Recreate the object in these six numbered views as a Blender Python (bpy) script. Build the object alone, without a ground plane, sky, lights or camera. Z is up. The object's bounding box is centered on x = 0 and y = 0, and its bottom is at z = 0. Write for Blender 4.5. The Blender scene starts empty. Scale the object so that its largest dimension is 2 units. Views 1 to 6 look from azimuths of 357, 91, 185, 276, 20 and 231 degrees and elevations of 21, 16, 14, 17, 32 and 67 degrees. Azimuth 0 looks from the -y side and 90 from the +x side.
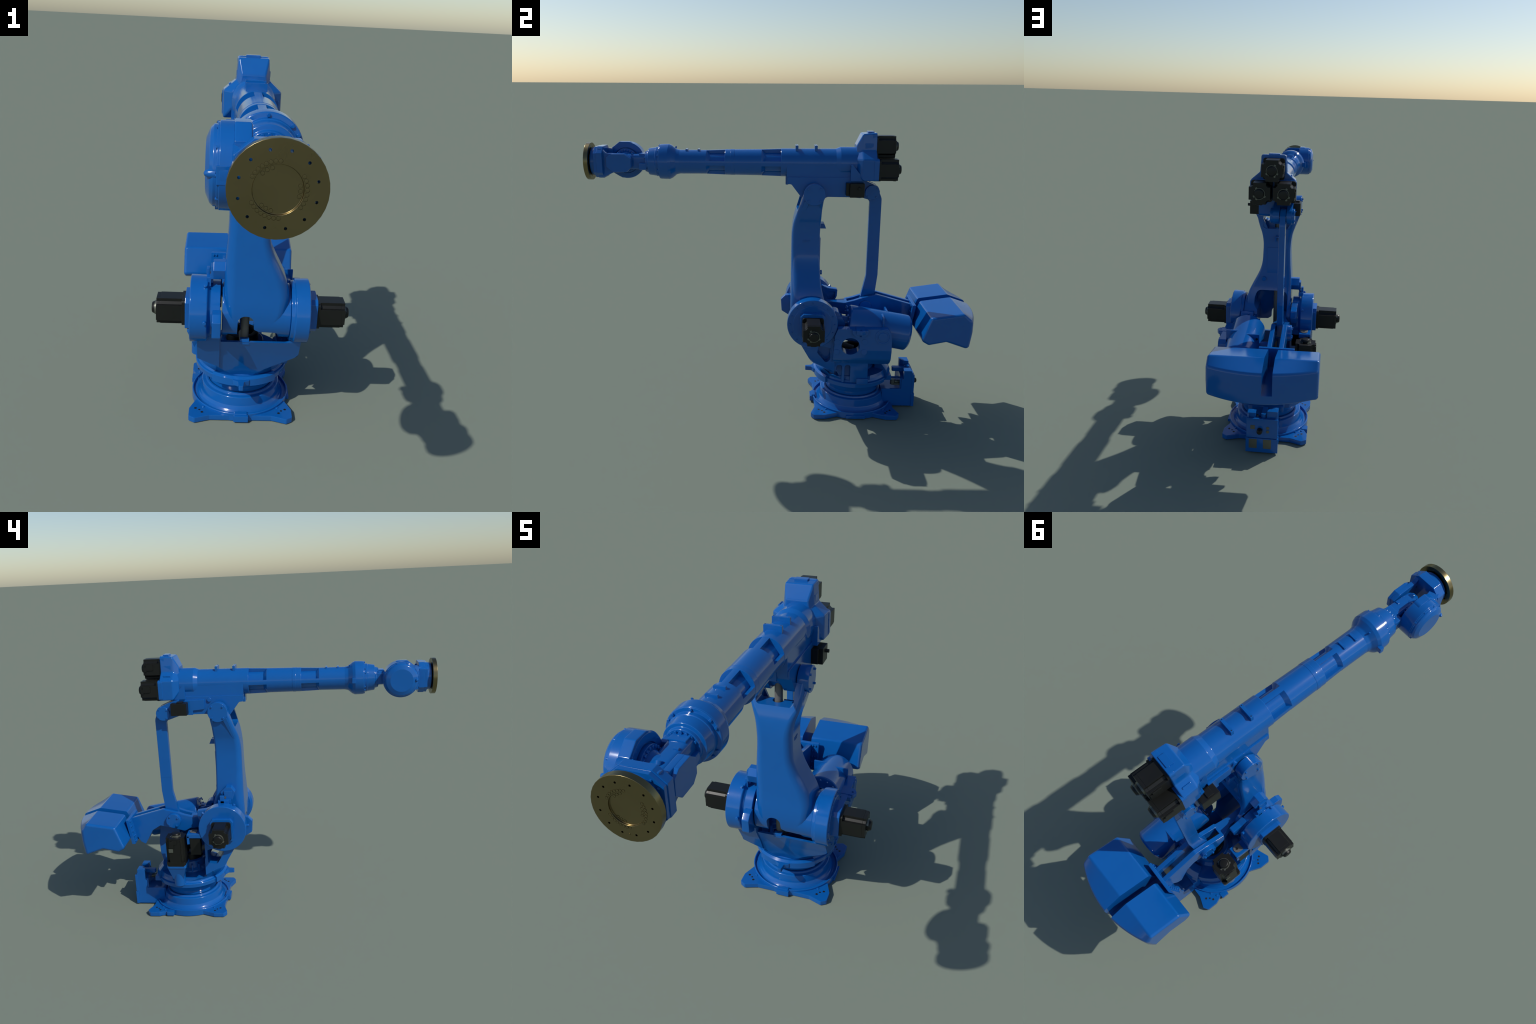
# Six-axis industrial robot arm with parallel-link lever and counterweight.
import bpy, bmesh, math
from mathutils import Vector, Matrix

CX, CY = -0.021, 0.386            # swivel axis (x, y); CX is also the arm's centre plane
J2 = (0.147, 0.543)               # shoulder axis (y, z), runs along x
J3 = (0.148, 1.180)               # elbow axis (y, z)
TZ = 1.324                        # height of the forearm axis
LP = (0.444, 0.551)               # lower pivot of the link rod (y, z)
UP = (0.4495, 1.175)               # upper pivot of the link rod

# ------------------------------------------------------------------ materials
def new_mat(name):
    m = bpy.data.materials.new(name); m.use_nodes = True
    nt = m.node_tree
    return m, nt, nt.nodes['Principled BSDF']

def painted(name, col, col2, rough, coat=0.0, metallic=0.0, scale=9.0, grain=0.0):
    """Object-space noise breaks up colour and gloss very slightly."""
    m, nt, p = new_mat(name)
    tc = nt.nodes.new('ShaderNodeTexCoord')
    n = nt.nodes.new('ShaderNodeTexNoise'); n.inputs['Scale'].default_value = scale
    n.inputs['Detail'].default_value = 3
    r = nt.nodes.new('ShaderNodeValToRGB')
    r.color_ramp.elements[0].position = .35; r.color_ramp.elements[1].position = .65
    r.color_ramp.elements[0].color = (*col, 1); r.color_ramp.elements[1].color = (*col2, 1)
    nt.links.new(tc.outputs['Object'], n.inputs['Vector'])
    nt.links.new(n.outputs['Fac'], r.inputs['Fac'])
    nt.links.new(r.outputs['Color'], p.inputs['Base Color'])
    mr = nt.nodes.new('ShaderNodeMapRange')
    mr.inputs['To Min'].default_value = rough - .02; mr.inputs['To Max'].default_value = rough + .02
    nt.links.new(n.outputs['Fac'], mr.inputs['Value'])
    nt.links.new(mr.outputs['Result'], p.inputs['Roughness'])
    p.inputs['Metallic'].default_value = metallic
    p.inputs['Coat Weight'].default_value = coat
    if grain:
        g = nt.nodes.new('ShaderNodeTexNoise'); g.inputs['Scale'].default_value = 400
        b = nt.nodes.new('ShaderNodeBump'); b.inputs['Strength'].default_value = grain
        b.inputs['Distance'].default_value = .0006
        nt.links.new(tc.outputs['Object'], g.inputs['Vector'])
        nt.links.new(g.outputs['Fac'], b.inputs['Height'])
        nt.links.new(b.outputs['Normal'], p.inputs['Normal'])
    return m

BLUE = painted('blue_enamel', (.0034, .0975, .366), (.0040, .1015, .378), .13)
def dull(m, v):
    m.node_tree.nodes['Principled BSDF'].inputs['Specular IOR Level'].default_value = v; return m
BLACK = dull(painted('black_motor_paint', (.0075, .0080, .0072), (.0088, .0093, .0084), .40), .32)
HOSE = painted('grey_rubber_hose', (.120, .117, .108), (.135, .132, .122), .5)
VOID = painted('hole_shadow_black', (.003, .003, .003), (.004, .004, .004), .6)
BRASS = painted('bronze_metal', (.215, .172, .085), (.235, .188, .095), .28, metallic=1.0)
STEEL = painted('dull_steel', (.155, .165, .14), (.18, .19, .16), .42, metallic=.7)
PANEL = painted('connector_grey', (.115, .115, .088), (.135, .135, .105), .4, metallic=.4)

# ------------------------------------------------------------------ hierarchy
root = bpy.data.objects.new('industrial_robot_arm', None)
bpy.context.scene.collection.objects.link(root)
root.location = (CX, CY, 0)
root['label'] = 'blue six-axis industrial robot arm with black motors and counterweight'
root['category'] = 'robot arm'

def link(name, me, mat, parent):
    ob = bpy.data.objects.new(name, me)
    bpy.context.scene.collection.objects.link(ob)
    if mat is not None and not me.materials: me.materials.append(mat)
    ob.parent = parent
    if parent is root: ob.matrix_parent_inverse = Matrix.Translation((-CX, -CY, 0))
    return ob

# ------------------------------------------------------------------ mesh tools
def V(*a): return Vector(a)

def fillet(pts, default=0.0, n=5):
    """Round polygon corners. pts: (a, b) or (a, b, radius)."""
    P = [(Vector(p[:2]), p[2] if len(p) > 2 else default) for p in pts]
    out = []
    for i, (p, r) in enumerate(P):
        if r <= 0: out.append(tuple(p)); continue
        a = (P[i-1][0] - p); b = (P[(i+1) % len(P)][0] - p)
        la, lb = a.length, b.length; a.normalize(); b.normalize()
        ang = a.angle(b)
        if ang > math.pi - .02: out.append(tuple(p)); continue
        d = min(r / math.tan(ang/2), la*.49, lb*.49)
        rr = d * math.tan(ang/2)
        c = p + (a + b).normalized() * (rr / math.sin(ang/2))
        s = p + a*d; e = p + b*d
        a0 = math.atan2(s.y-c.y, s.x-c.x); a1 = math.atan2(e.y-c.y, e.x-c.x)
        da = (a1 - a0 + math.pi) % (2*math.pi) - math.pi
        for k in range(n+1):
            t = a0 + da*k/n
            out.append((c.x + rr*math.cos(t), c.y + rr*math.sin(t)))
    return out

def place(axis, a, b, t):
    return {'x': V(t, a, b), 'y': V(a, t, b), 'z': V(a, b, t)}[axis]

def bevel(bm, w, seg=2, ang=28, lim=None):
    if w <= 0: return bm
    bm.normal_update()
    ed = [e for e in bm.edges if len(e.link_faces) == 2 and e.calc_face_angle(0) > math.radians(ang)
          and (lim is None or lim(e))]
    bmesh.ops.bevel(bm, geom=ed, offset=w, segments=seg, profile=.5, affect='EDGES', clamp_overlap=True)
    return bm

def prism(pts, axis, lo, hi, bev=0.0, seg=2, ang=28):
    bm = bmesh.new()
    A = [bm.verts.new(place(axis, p[0], p[1], lo)) for p in pts]
    B = [bm.verts.new(place(axis, p[0], p[1], hi)) for p in pts]
    n = len(pts)
    bm.faces.new(A); bm.faces.new(B[::-1])
    for i in range(n):
        bm.faces.new((A[i], B[i], B[(i+1) % n], A[(i+1) % n]))
    bmesh.ops.recalc_face_normals(bm, faces=bm.faces)
    return bevel(bm, bev, seg, ang)

def box(lo, hi, bev=0.0, seg=2):
    return prism([(lo[1], lo[2]), (hi[1], lo[2]), (hi[1], hi[2]), (lo[1], hi[2])], 'x', lo[0], hi[0], bev, seg)

def lathe(prof, origin, axis, seg=64, a0=0.0, a1=None):
    """Revolve (distance along axis, radius) about an axis through origin. Closed profile ring if
    a1 is given (sector), otherwise a full turn with capped poles."""
    axis = Vector(axis).normalized(); o = Vector(origin)
    u = axis.orthogonal().normalized()
    if abs(axis.z) < .9: u = (V(0, 0, 1) - axis*axis.z).normalized()
    else: u = V(1, 0, 0)
    w = axis.cross(u)
    bm = bmesh.new(); full = a1 is None
    N = seg if full else seg+1
    rings = []
    for k in range(N):
        t = 2*math.pi*k/seg if full else a0 + (a1-a0)*k/seg
        d = u*math.cos(t) + w*math.sin(t)
        rings.append([None if (r < 1e-6 and full) else bm.verts.new(o + axis*h + d*r) for h, r in prof])
    if full:
        poles = {i: bm.verts.new(o + axis*h) for i, (h, r) in enumerate(prof) if r < 1e-6}
        for R in rings:
            for i, v in poles.items(): R[i] = v
    m = len(prof)
    for k in range(N if full else N-1):
        A, B = rings[k], rings[(k+1) % N]
        for i in range(m-1 if full else m):
            j = (i+1) % m
            q = []
            for v in (A[i], A[j], B[j], B[i]):
                if v not in q: q.append(v)
            if len(q) > 2: bm.faces.new(q)
    if full:
        for i in (0, m-1):
            if prof[i][1] > 1e-6:
                bm.faces.new([R[i] for R in rings])
    else:
        bm.faces.new(rings[0]); bm.faces.new(rings[-1])
    bmesh.ops.recalc_face_normals(bm, faces=bm.faces)
    return bm

def rprof(pts, n=4):
    """Lathe profile with rounded corners: (h, r) or (h, r, fillet)."""
    P = [(p[0], p[1], p[2] if len(p) > 2 else 0) for p in pts]
    out = []
    for i, p in enumerate(P):
        if i in (0, len(P)-1) or p[2] <= 0: out.append(p[:2]); continue
        f = fillet([P[i-1][:2], p, P[i+1][:2]], n=n)
        out += f[1:-1]
    return out

def cyl(p0, p1, r, seg=32, ch=0.0):
    p0 = Vector(p0); p1 = Vector(p1); L = (p1-p0).length
    pr = [(0, 0), (0, r-ch), (ch, r), (L-ch, r), (L, r-ch), (L, 0)] if ch else [(0, 0), (0, r), (L, r), (L, 0)]
    return lathe(pr, p0, p1-p0, seg)

def loft(sections, cap=True):
    bm = bmesh.new()
    R = [[bm.verts.new(p) for p in s] for s in sections]
    n = len(R[0])
    for a, b in zip(R, R[1:]):
        for i in range(n):
            bm.faces.new((a[i], a[(i+1) % n], b[(i+1) % n], b[i]))
    if cap: bm.faces.new(R[0]); bm.faces.new(R[-1])
    bmesh.ops.recalc_face_normals(bm, faces=bm.faces)
    return bm

def tube(path, r, seg=20):
    """Round bar along a smooth polyline."""
    pts = [Vector(p) for p in path]
    secs = []
    n0 = None
    for i, p in enumerate(pts):
        t = (pts[min(i+1, len(pts)-1)] - pts[max(i-1, 0)]).normalized()
        if n0 is None: n0 = t.orthogonal().normalized()
        n0 = (n0 - t*n0.dot(t)).normalized(); b = t.cross(n0)
        secs.append([p + (n0*math.cos(2*math.pi*k/seg) + b*math.sin(2*math.pi*k/seg))*r for k in range(seg)])
    return loft(secs)

def join(*bms):
    out = bmesh.new(); tmp = bpy.data.meshes.new('tmp')
    for b in bms:
        b.to_mesh(tmp); out.from_mesh(tmp); b.free()
    bpy.data.meshes.remove(tmp)
    return out

def xform(bm, M):
    bmesh.ops.transform(bm, matrix=M, verts=bm.verts); return bm

def boolean(bm, cutter, op='DIFFERENCE'):
    ms = []; obs = []
    for b in (bm, cutter):
        me = bpy.data.meshes.new('b'); b.to_mesh(me); b.free()
        ob = bpy.data.objects.new('b', me); bpy.context.scene.collection.objects.link(ob)
        ms.append(me); obs.append(ob)
    md = obs[0].modifiers.new('m', 'BOOLEAN'); md.operation = op; md.object = obs[1]
    md.solver = 'EXACT'; md.use_self = True
    dg = bpy.context.evaluated_depsgraph_get()
    me = bpy.data.meshes.new_from_object(obs[0].evaluated_get(dg))
    out = bmesh.new(); out.from_mesh(me)
    for o in obs: bpy.data.objects.remove(o)
    for m in ms + [me]: bpy.data.meshes.remove(m)
    bmesh.ops.dissolve_degenerate(out, edges=out.edges, dist=1e-6)
    return out

def cut(bm, *cutters):
    for c in cutters: bm = boolean(bm, c)
    return bm

def part(name, bm, mat, parent=root, ang=34, weight=True):
    """Turn a bmesh into a named object: smooth by angle, face-weighted normals."""
    bmesh.ops.remove_doubles(bm, verts=bm.verts, dist=2e-6)
    bm.normal_update()
    for f in bm.faces: f.smooth = True
    for e in bm.edges:
        e.smooth = not (len(e.link_faces) != 2 or e.calc_face_angle(9) > math.radians(ang))
    me = bpy.data.meshes.new(name); bm.to_mesh(me); bm.free()
    if weight:
        ob = bpy.data.objects.new('w', me); bpy.context.scene.collection.objects.link(ob)
        md = ob.modifiers.new('w', 'WEIGHTED_NORMAL'); md.keep_sharp = True; md.weight = 50
        dg = bpy.context.evaluated_depsgraph_get()
        me2 = bpy.data.meshes.new_from_object(ob.evaluated_get(dg)); me2.name = name
        bpy.data.objects.remove(ob); bpy.data.meshes.remove(me); me = me2
    return link(name, me, mat, parent)

def frame(p, d, up=(0, 0, 1)):
    """Matrix whose local +z points along d, at p."""
    z = Vector(d).normalized(); u = Vector(up)
    if abs(z.dot(u)) > .99: u = V(0, 1, 0)
    x = u.cross(z).normalized(); y = z.cross(x)
    M = Matrix((x, y, z)).transposed().to_4x4(); M.translation = Vector(p)
    return M

def mesh_of(name, bm, mat, ang=34):
    ob = part(name, bm, mat, None, ang); me = ob.data
    bpy.data.objects.remove(ob); return me

def copies(name, me, parent, mats):
    for M in mats:
        ob = bpy.data.objects.new(name, me)
        bpy.context.scene.collection.objects.link(ob)
        ob.parent = parent
        # all part meshes are modelled in world coordinates under the root
        ob.matrix_local = M

def hexhead(r, h, ch=.12):
    """Socket-head screw: short cylinder with a rounded rim."""
    return lathe(rprof([(-.002, 0), (-.002, r), (h, r, r*.25), (h, 0)]), (0, 0, 0), (0, 0, 1), 14)

def ring(c, axis, r, n, a0=0.0, span=2*math.pi, d=None):
    """Positions on a bolt circle; each screw's head points along axis."""
    ax = Vector(axis).normalized()
    u = V(0, 0, 1) if abs(ax.z) < .9 else V(1, 0, 0)
    w = ax.cross(u)
    out = []
    for k in range(n):
        t = a0 + span*k/(n if abs(span - 2*math.pi) < 1e-6 else max(n-1, 1))
        out.append(frame(Vector(c) + (u*math.cos(t) + w*math.sin(t))*r, d or ax))
    return out

SCREW = mesh_of('bolt', hexhead(.0048, .006), BLUE)
SCREW_S = mesh_of('bolt', hexhead(.0034, .0045), BLUE)
SCREW_L = mesh_of('bolt', hexhead(.0075, .0105), BLUE)

# ================================================================== BASE
def base():
    hx, hy = .222, .234
    q = [(.222, .158), (.222, .212, .012), (.205, .234, .012), (.190, .234, .01), (.132, .211, .012)]
    # one foot in the (+,+) quadrant, mirrored into all four
    foot = [(.196, .095), (.222, .160, .008), (.222, .217, .010), (.196, .234, .010), (.133, .211, .015), (.030, .211)]
    pts = []
    for sx, sy, rev in ((1, 1, 0), (-1, 1, 1), (-1, -1, 0), (1, -1, 1)):
        f = [(CX + sx*a[0], CY + sy*a[1]) + tuple(a[2:]) for a in foot]
        pts += f[::-1] if rev else f
    bm = prism(fillet(pts, n=4), 'z', 0.0, .0255, .003)
    # drum: raised rim, gutter, coved flank, cap
    prof = rprof([(.001, 0), (.001, .2165), (.034, .2165, .002), (.0360, .2145, .001), (.0360, .2105, .001), (.0240, .2080, .003),
                  (.0220, .1960, .012), (.034, .1850, .016), (.048, .1770, .02), (.076, .1735), (.0865, .1725, .003),
                  (.0890, .1690, .002), (.0900, .1560, .001), (.0985, .1535, .002), (.0985, .1450, .001), (.092, .1430), (.092, 0)])
    drum = lathe(prof, (CX, CY, 0), (0, 0, 1), 96)
    # front and side jacking pads
    pads = join(box((CX-.030, .1545, .004), (CX+.033, .19, .034), .003),
                box((CX-.028, .164, .030), (CX+.028, .185, .040), .003),
                box((-.2425, .461, .003), (-.21, .503, .029), .003),
                box((.185, .338, .004), (.2005, .438, .020), .002))
    b = part('base', join(bm, drum, pads), BLUE)
    holes = []
    for sx in (1, -1):
        for sy in (1, -1):
            for i, (a, c, r) in enumerate(((.165, .190, .0058), (.177, .173, .0046), (.194, .162, .0058))):
                holes.append(Matrix.Translation((CX + sx*a, CY + sy*c, .0256)) @ Matrix.Diagonal((r, r, 1, 1)))
    hm = mesh_of('mounting_hole', lathe([(-.012, 0), (-.012, .99), (.0006, 1.0), (.0006, 0)], (0, 0, 0), (0, 0, 1), 20), VOID)
    copies('mounting_hole', hm, b, holes)
    lev = mesh_of('levelling_plug', lathe(rprof([(0, 0), (0, .006), (.004, .006, .0015), (.004, 0)]), (0, 0, 0), (0, 0, 1), 16), BLUE)
    copies('levelling_plug', lev, b, [Matrix.Translation((CX+sx*.160, CY+sy*.151, .0250)) for sx in (1, -1) for sy in (1, -1)]
           + [Matrix.Translation((CX-.19, CY+.132, .0250))])
base()

# ================================================================== CABLE BOX behind the base
def cable_box():
    side = [(.545, .006), (.712, .006), (.712, .188), (.700, .212), (.660, .212), (.660, .165, .008),
            (.648, .160), (.648, .108), (.545, .108)]
    xl, xr = -.100, .055
    walls = join(prism(side, 'x', xr-.010, xr, .0012),
                 prism([(.545, .006), (.712, .006), (.712, .188), (.690, .226), (.655, .226), (.655, .160, .008), (.648, .155), (.648, .108), (.545, .108)],
                       'x', xl, xl+.010, .0012))
    floor = box((xl+.005, .540, .010), (xr-.005, .70, .104))
    backp = box((xl-.0012, .702, .085), (xr+.0012, .7175, .190), .0015)
    backl = box((xl-.004, .7045, .0055), (xr+.004, .7205, .083), .0015)
    # two corner blocks that carry the clamps
    blkR = box((.012, .6615, .15), (.0538, .7015, .2135), .002)
    blkL = prism(fillet([(-.099, .655), (-.099, .702), (-.045, .702), (-.052, .672, .02), (-.075, .655)], n=4), 'z', .14, .2265, .002)
    deck = box((xl+.004, .676, .12), (xr-.004, .7145, .168))
    # clamp arm reaching over to the swivel
    arm = join(prism(fillet([(-.042, .690), (-.042, .606, .008), (-.014, .606, .008), (-.014, .690)]), 'z', .178, .2015, .003),
               cyl((-.028, .690, .12), (-.028, .690, .209), .0135, 24, .002))
    # inner wall hollowed out concentric with the swivel
    sh = cut(box((xl+.006, .585, .098), (xr-.006, .704, .166)), cyl((CX, CY, .06), (CX, CY, .30), .2640, 72))
    hose = tube([(.02, .60, .13), (.02, .62, .135), (.015, .65, .13), (.01, .675, .12)], .010, 14)
    b = part('cable_box', join(walls, floor, backp, backl, blkR, blkL, deck, arm, sh), BLUE)
    part('cable_gland', join(hose, cyl((.022, .606, .120), (.022, .606, .150), .014, 18, .002),
                             box((.005, .610, .122), (.040, .668, .131), .001)), STEEL, b)
    y = .7205
    part('connector_plate', box((.020-.0205, y-.004, .028), (.020+.0205, y+.0008, .079), .0006), PANEL, b).location.x = .002
    part('connector_plate', box((-.0505-.0205, y-.004, .028), (-.0505+.0205, y+.0008, .079), .0006), PANEL, b)
    part('connector_plate', box((.013, .7140, .132), (.036, .7185, .154), .0006), PANEL, b)
    for z in (.142, .122):
        part('connector_port', cyl((-.052, .714, z), (-.052, .7195, z), .0082, 20, .0008), PANEL, b)
    part('air_fitting', lathe(rprof([(0, 0), (0, .014), (.012, .0145, .002), (.022, .0135, .003), (.027, .009, .002), (.027, 0)]),
                              (-.012, .716, .128), (0, 1, 0), 24), BLACK, b)
cable_box()

# ================================================================== SWIVEL (turntable + casting)
def swivel():
    prof = rprof([(.095, 0), (.095, .1400), (.103, .1440, .002), (.122, .1470, .01), (.150, .1570, .015), (.168, .1800, .008), (.172, .2000, .002),
                  (.1945, .2030, .003), (.1975, .1990, .002), (.1985, .1920, .004), (.213, .1860, .01), (.228, .1810), (.228, 0)])
    tt = lathe(prof, (CX, CY, 0), (0, 0, 1), 112)
    # the flange is cut off at the back, where the cable box sits; a raised drum carries the collar
    tt = cut(tt, box((-.30, .545, .150), (.30, .70, .30)))
    drum = lathe(rprof([(.20, 0), (.20, .118), (.235, .114, .004), (.250, .098, .004), (.286, .094, .004), (.288, .080), (.288, 0)]), (CX, CY, 0), (0, 0, 1), 64)
    fins = [xform(box((.080, -.005, .22), (.120, .005, .275), .002), Matrix.Translation((CX, CY, 0)) @ Matrix.Rotation(math.radians(t), 4, 'Z')) for t in (75, 105, 150, 195, 215)]
    tt = join(tt, drum, *fins)
    # raised bumper band round the front, with a stop tongue
    band = lathe(fillet([(.172, .192), (.172, .2125), (.203, .2125), (.212, .202), (.208, .186)]), (CX, CY, 0), (0, 0, 1), 40,
                 math.radians(-90-36), math.radians(-90+42))
    band = xform(band, Matrix.Identity(4))
    tongue = prism(fillet([(-.064, .205), (-.060, .172, .012), (-.038, .160, .008), (-.034, .127, .005), (-.016, .127, .005), (-.012, .160, .008),
                           (.012, .172, .012), (.016, .205)], n=4), 'z', .178, .2015, .002)
    # --- casting: side profile swept in x, trimmed by a cone so that it flows into the turntable
    prof_s = [(.078, .455), (.084, .425), (.131, .343), (.196, .205), (.300, .19), (.46, .19), (.46, .30), (.268, .315),
              (.258, .36), (.258, .47), (.215, .50), (.11, .50)]
    cast = prism(fillet([p + (.0,) for p in prof_s]), 'x', -.2075, .2005)
    cone = lathe([(.18, 0), (.18, .1860), (.208, .1880), (.225, .2000), (.250, .2220), (.275, .2500), (.295, .2750), (.33, .320), (.43, .40), (.60, .42), (.60, 0)],
                 (CX, CY, 0), (0, 0, 1), 128)
    cast = boolean(cast, cone, 'INTERSECT')
    cast = cut(cast, prism([(-.1, .52), (.089, .4555), (.0905, .425), (.1375, .343), (.207, .198), (-.1, .15)], 'x', -.1185, .30))
    # inner well between the ears: open at the back, lower at the floor
    well = prism([(.104, .52), (.104, .425), (.155, .345), (.215, .270), (.250, .2285), (.60, .2285), (.60, .52)], 'x', -.1155, .160)
    lip = prism(fillet([(-.1155, .424, .002), (-.1155, .55), (.165, .55), (.165, .424, .03)], n=6), 'y', .03, .13)
    cast = cut(cast, well, lip)
    # ears: side windows
    winR = prism(fillet([(.181, .416, .012), (.243, .416, .012), (.244, .345, .014), (.223, .322, .014), (.176, .380, .014)]), 'x', .166, .260)
    winL = prism(fillet([(.152, .426, .012), (.244, .426, .012), (.246, .326, .014), (.192, .320, .014), (.150, .388, .014)]), 'x', -.260, -.100)
    notchL = box((-.30, .262, .2285), (-.10, .50, .60))
    sideR = box((.1535, .268, .2100), (.30, .50, .60))
    cast = cut(cast, winR, winL, notchL, sideR)
    cast = bevel(cast, .0022, 2, 32)
    # upper parts of the ears up to the bearing discs
    earL = prism(fillet([(.0795, .450), (.258, .398), (.258, .47), (.240, .52), (.06, .52)]), 'x', -.2060, -.121, .004)
    earR = prism(fillet([(.0795, .450), (.262, .398), (.264, .47), (.250, .55), (.06, .52)]), 'x', .158, .1985, .004)
    # --- bearing discs
    discR = lathe(rprof([(.150, 0), (.150, .1180, .003), (.1640, .1200, .003), (.1670, .1262, .003), (.2195, .1275, .003), (.2220, .1245, .001), (.2220, .0990), (.2240, .0970, .001), (.2240, 0)]),
                  (0, *J2), (1, 0, 0), 80)
    discL = lathe(rprof([(-.236, 0), (-.236, .1290, .001), (-.2335, .1325, .003), (-.170, .1310, .006), (-.163, .1180, .006), (-.158, .1130, .004), (-.1205, .1130, .002), (-.1205, 0)]),
                  (0, *J2), (1, 0, 0), 80)
    y, z = J2
    padR = prism(fillet([(y-.062, z-.050), (y-.046, z-.068), (y+.046, z-.068), (y+.062, z-.050), (y+.062, z+.050), (y+.046, z+.066), (y-.046, z+.066), (y-.062, z+.050)], .004),
                 'x', .210, .2565, .0025)
    padL = prism(fillet([(y-.062, z-.062), (y+.062, z-.062), (y+.064, z+.046), (y+.050, z+.064), (y-.050, z+.064), (y-.064, z+.046)], .004),
                 'x', -.2555, -.232, .0025)
    # lugs on the left bearing housing (front and rear), fillet plate between
    lugF = prism(fillet([(.045, .585), (.012, .580, .006), (-.012, .556, .010), (-.007, .490, .010), (.030, .466, .006), (.060, .455)]), 'x', -.150, -.116, .004)
    lugB = prism(fillet([(.215, .640), (.246, .626, .006), (.300, .618, .008), (.298, .578, .008), (.284, .548, .01), (.24, .500), (.20, .55)]), 'x', -.150, -.116, .004)
    lugB = cut(lugB, prism(fillet([(.252, .606), (.288, .604), (.287, .575), (.272, .558), (.258, .572)], .004), 'x', -.128, -.10))
    web = lathe(rprof([(-.2335, .10), (-.2335, .128), (-.12, .1165), (-.12, .10)]), (0, *J2), (1, 0, 0), 24, math.radians(150), math.radians(210))
    frm = part('swivel_frame', join(tt, band, tongue, cast, earL, earR, discR, discL, padR, padL, lugF, lugB, box((-.040, .0945, .412), (-.003, .1145, .4345), .002)), BLUE)
    web.free()
    # --- right rear wall carrying the balancer trunnion
    wall = prism(fillet([(.262, .490), (.276, .525, .004), (.528, .525, .012), (.543, .505, .016), (.547, .480, .02), (.549, .405, .02), (.548, .315, .012), (.44, .313, .002),
                         (.256, .320, .002), (.256, .38)], n=5), 'x', .12, .2355)
    sect = prism(fillet([(.196, .60), (.196, .42, .03), (.150, .375, .02), (.130, .30), (.165, .30), (.188, .3165, .02), (.226, .356, .035), (.2355, .410, .03), (.2355, .60)], n=6), 'y', .2, .6)
    wall = boolean(wall, sect, 'INTERSECT')
    hole = cyl((.08, .341, .432), (.30, .341, .432), .0460, 48)
    wall = bevel(cut(wall, hole), .0025, 2, 36)
    q = lambda x0, y0, y1, z, xi=.120: [V(x0, y0, z), V(x0, y1, z), V(xi, y1, z), V(xi, y0, z)]
    legs = loft([q(.190, .256, .440, .345), q(.1895, .258, .441, .300), q(.186, .285, .442, .250), q(.176, .310, .443, .204, .130)])
    for yy in (.293, .336):
        arch = prism(fillet([(yy-.0145, .200), (yy+.0145, .200), (yy+.0145, .309, .0144), (yy-.0145, .309, .0144)], n=6), 'x', .1500, .30)
        legs = cut(legs, arch)
    legs = bevel(legs, .0025, 2, 36)
    link_wall = box((.16, .250, .330), (.205, .300, .500), .004)
    foot = box((.15, .385, .200), (.1885, .4445, .230), .002)
    boss = [lathe(rprof([(.225, 0), (.225, .0155), (.2370, .0155, .001), (.2370, 0)]), (0, a, b), (1, 0, 0), 24)
            for a, b in ((.411, .457), (.273, .455), (.272, .402), (.410, .402))]
    trun = lathe(rprof([(.20, 0), (.20, .040), (.2380, .040, .001), (.2380, .0325, .001), (.2360, .0315), (.2360, .024), (.2390, .023, .001), (.2390, 0)]), (0, .502, .485), (1, 0, 0), 40)
    lug = join(prism(fillet([(.19, .364), (.258, .364, .008), (.270, .388, .014), (.258, .412, .008), (.19, .412)]), 'z', .506, .527, .002),
               prism(fillet([(.345, .523), (.427, .523), (.427, .507), (.408, .485), (.367, .485), (.345, .507)], .004), 'x', .22, .2505, .002))
    lug = cut(lug, cyl((.250, .388, .49), (.250, .388, .54), .005, 16))
    part('swivel_wall', join(wall, legs, link_wall, foot, *boss, trun, lug), BLUE)
    # inner wall on the other side of the balancer, plus rear apron of the turntable
    inner = prism(fillet([(.42, .215), (.430, .33), (.440, .485, .01), (.548, .492, .008), (.556, .440), (.558, .435), (.566, .375, .02), (.563, .305, .02), (.550, .255, .01), (.545, .215)], .002), 'x', -.032, -.006, .003)
    # rear skirt of the turntable, concentric with the swivel axis, standing on a straight ledge
    skirt = lathe(fillet([(.180, .130), (.180, .199), (.205, .2045, .004), (.228, .1960, .008), (.258, .1680, .006), (.258, .130)], n=3), (CX, CY, 0), (0, 0, 1), 28, math.radians(60), math.radians(120))
    apron = box((-.1165, .490, .1645), (.0665, .5885, .1935), .003)
    brk = box((-.112, .470, .185), (-.088, .560, .225), .003)
    part('swivel_rib', join(inner, skirt, apron, brk), BLUE)
    # bolts on the right bearing disc and plugs on the left one
    angs = [0, 25, 43, 67, 90, 113, 137, 155, 205, 223, 247, 270, 293, 317, 335]
    copies('bolt', SCREW_S, frm, [m for a in angs for m in ring((.2222, *J2), (1, 0, 0), .1120, 1, math.radians(a))])
    copies('bolt', SCREW_L, frm, [frame((-.178, y+.1315*math.cos(t), z+.1315*math.sin(t)), (0, math.cos(t), math.sin(t)))
                                  for t in (math.radians(a) for a in (118, 180, 32, -25))])
    blk = box((-.176, .135, .668), (-.163, .160, .716), .003)
    part('stop_block', join(blk, box((-.176, .112, .664), (-.150, .172, .688), .003)), BLUE)
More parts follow.
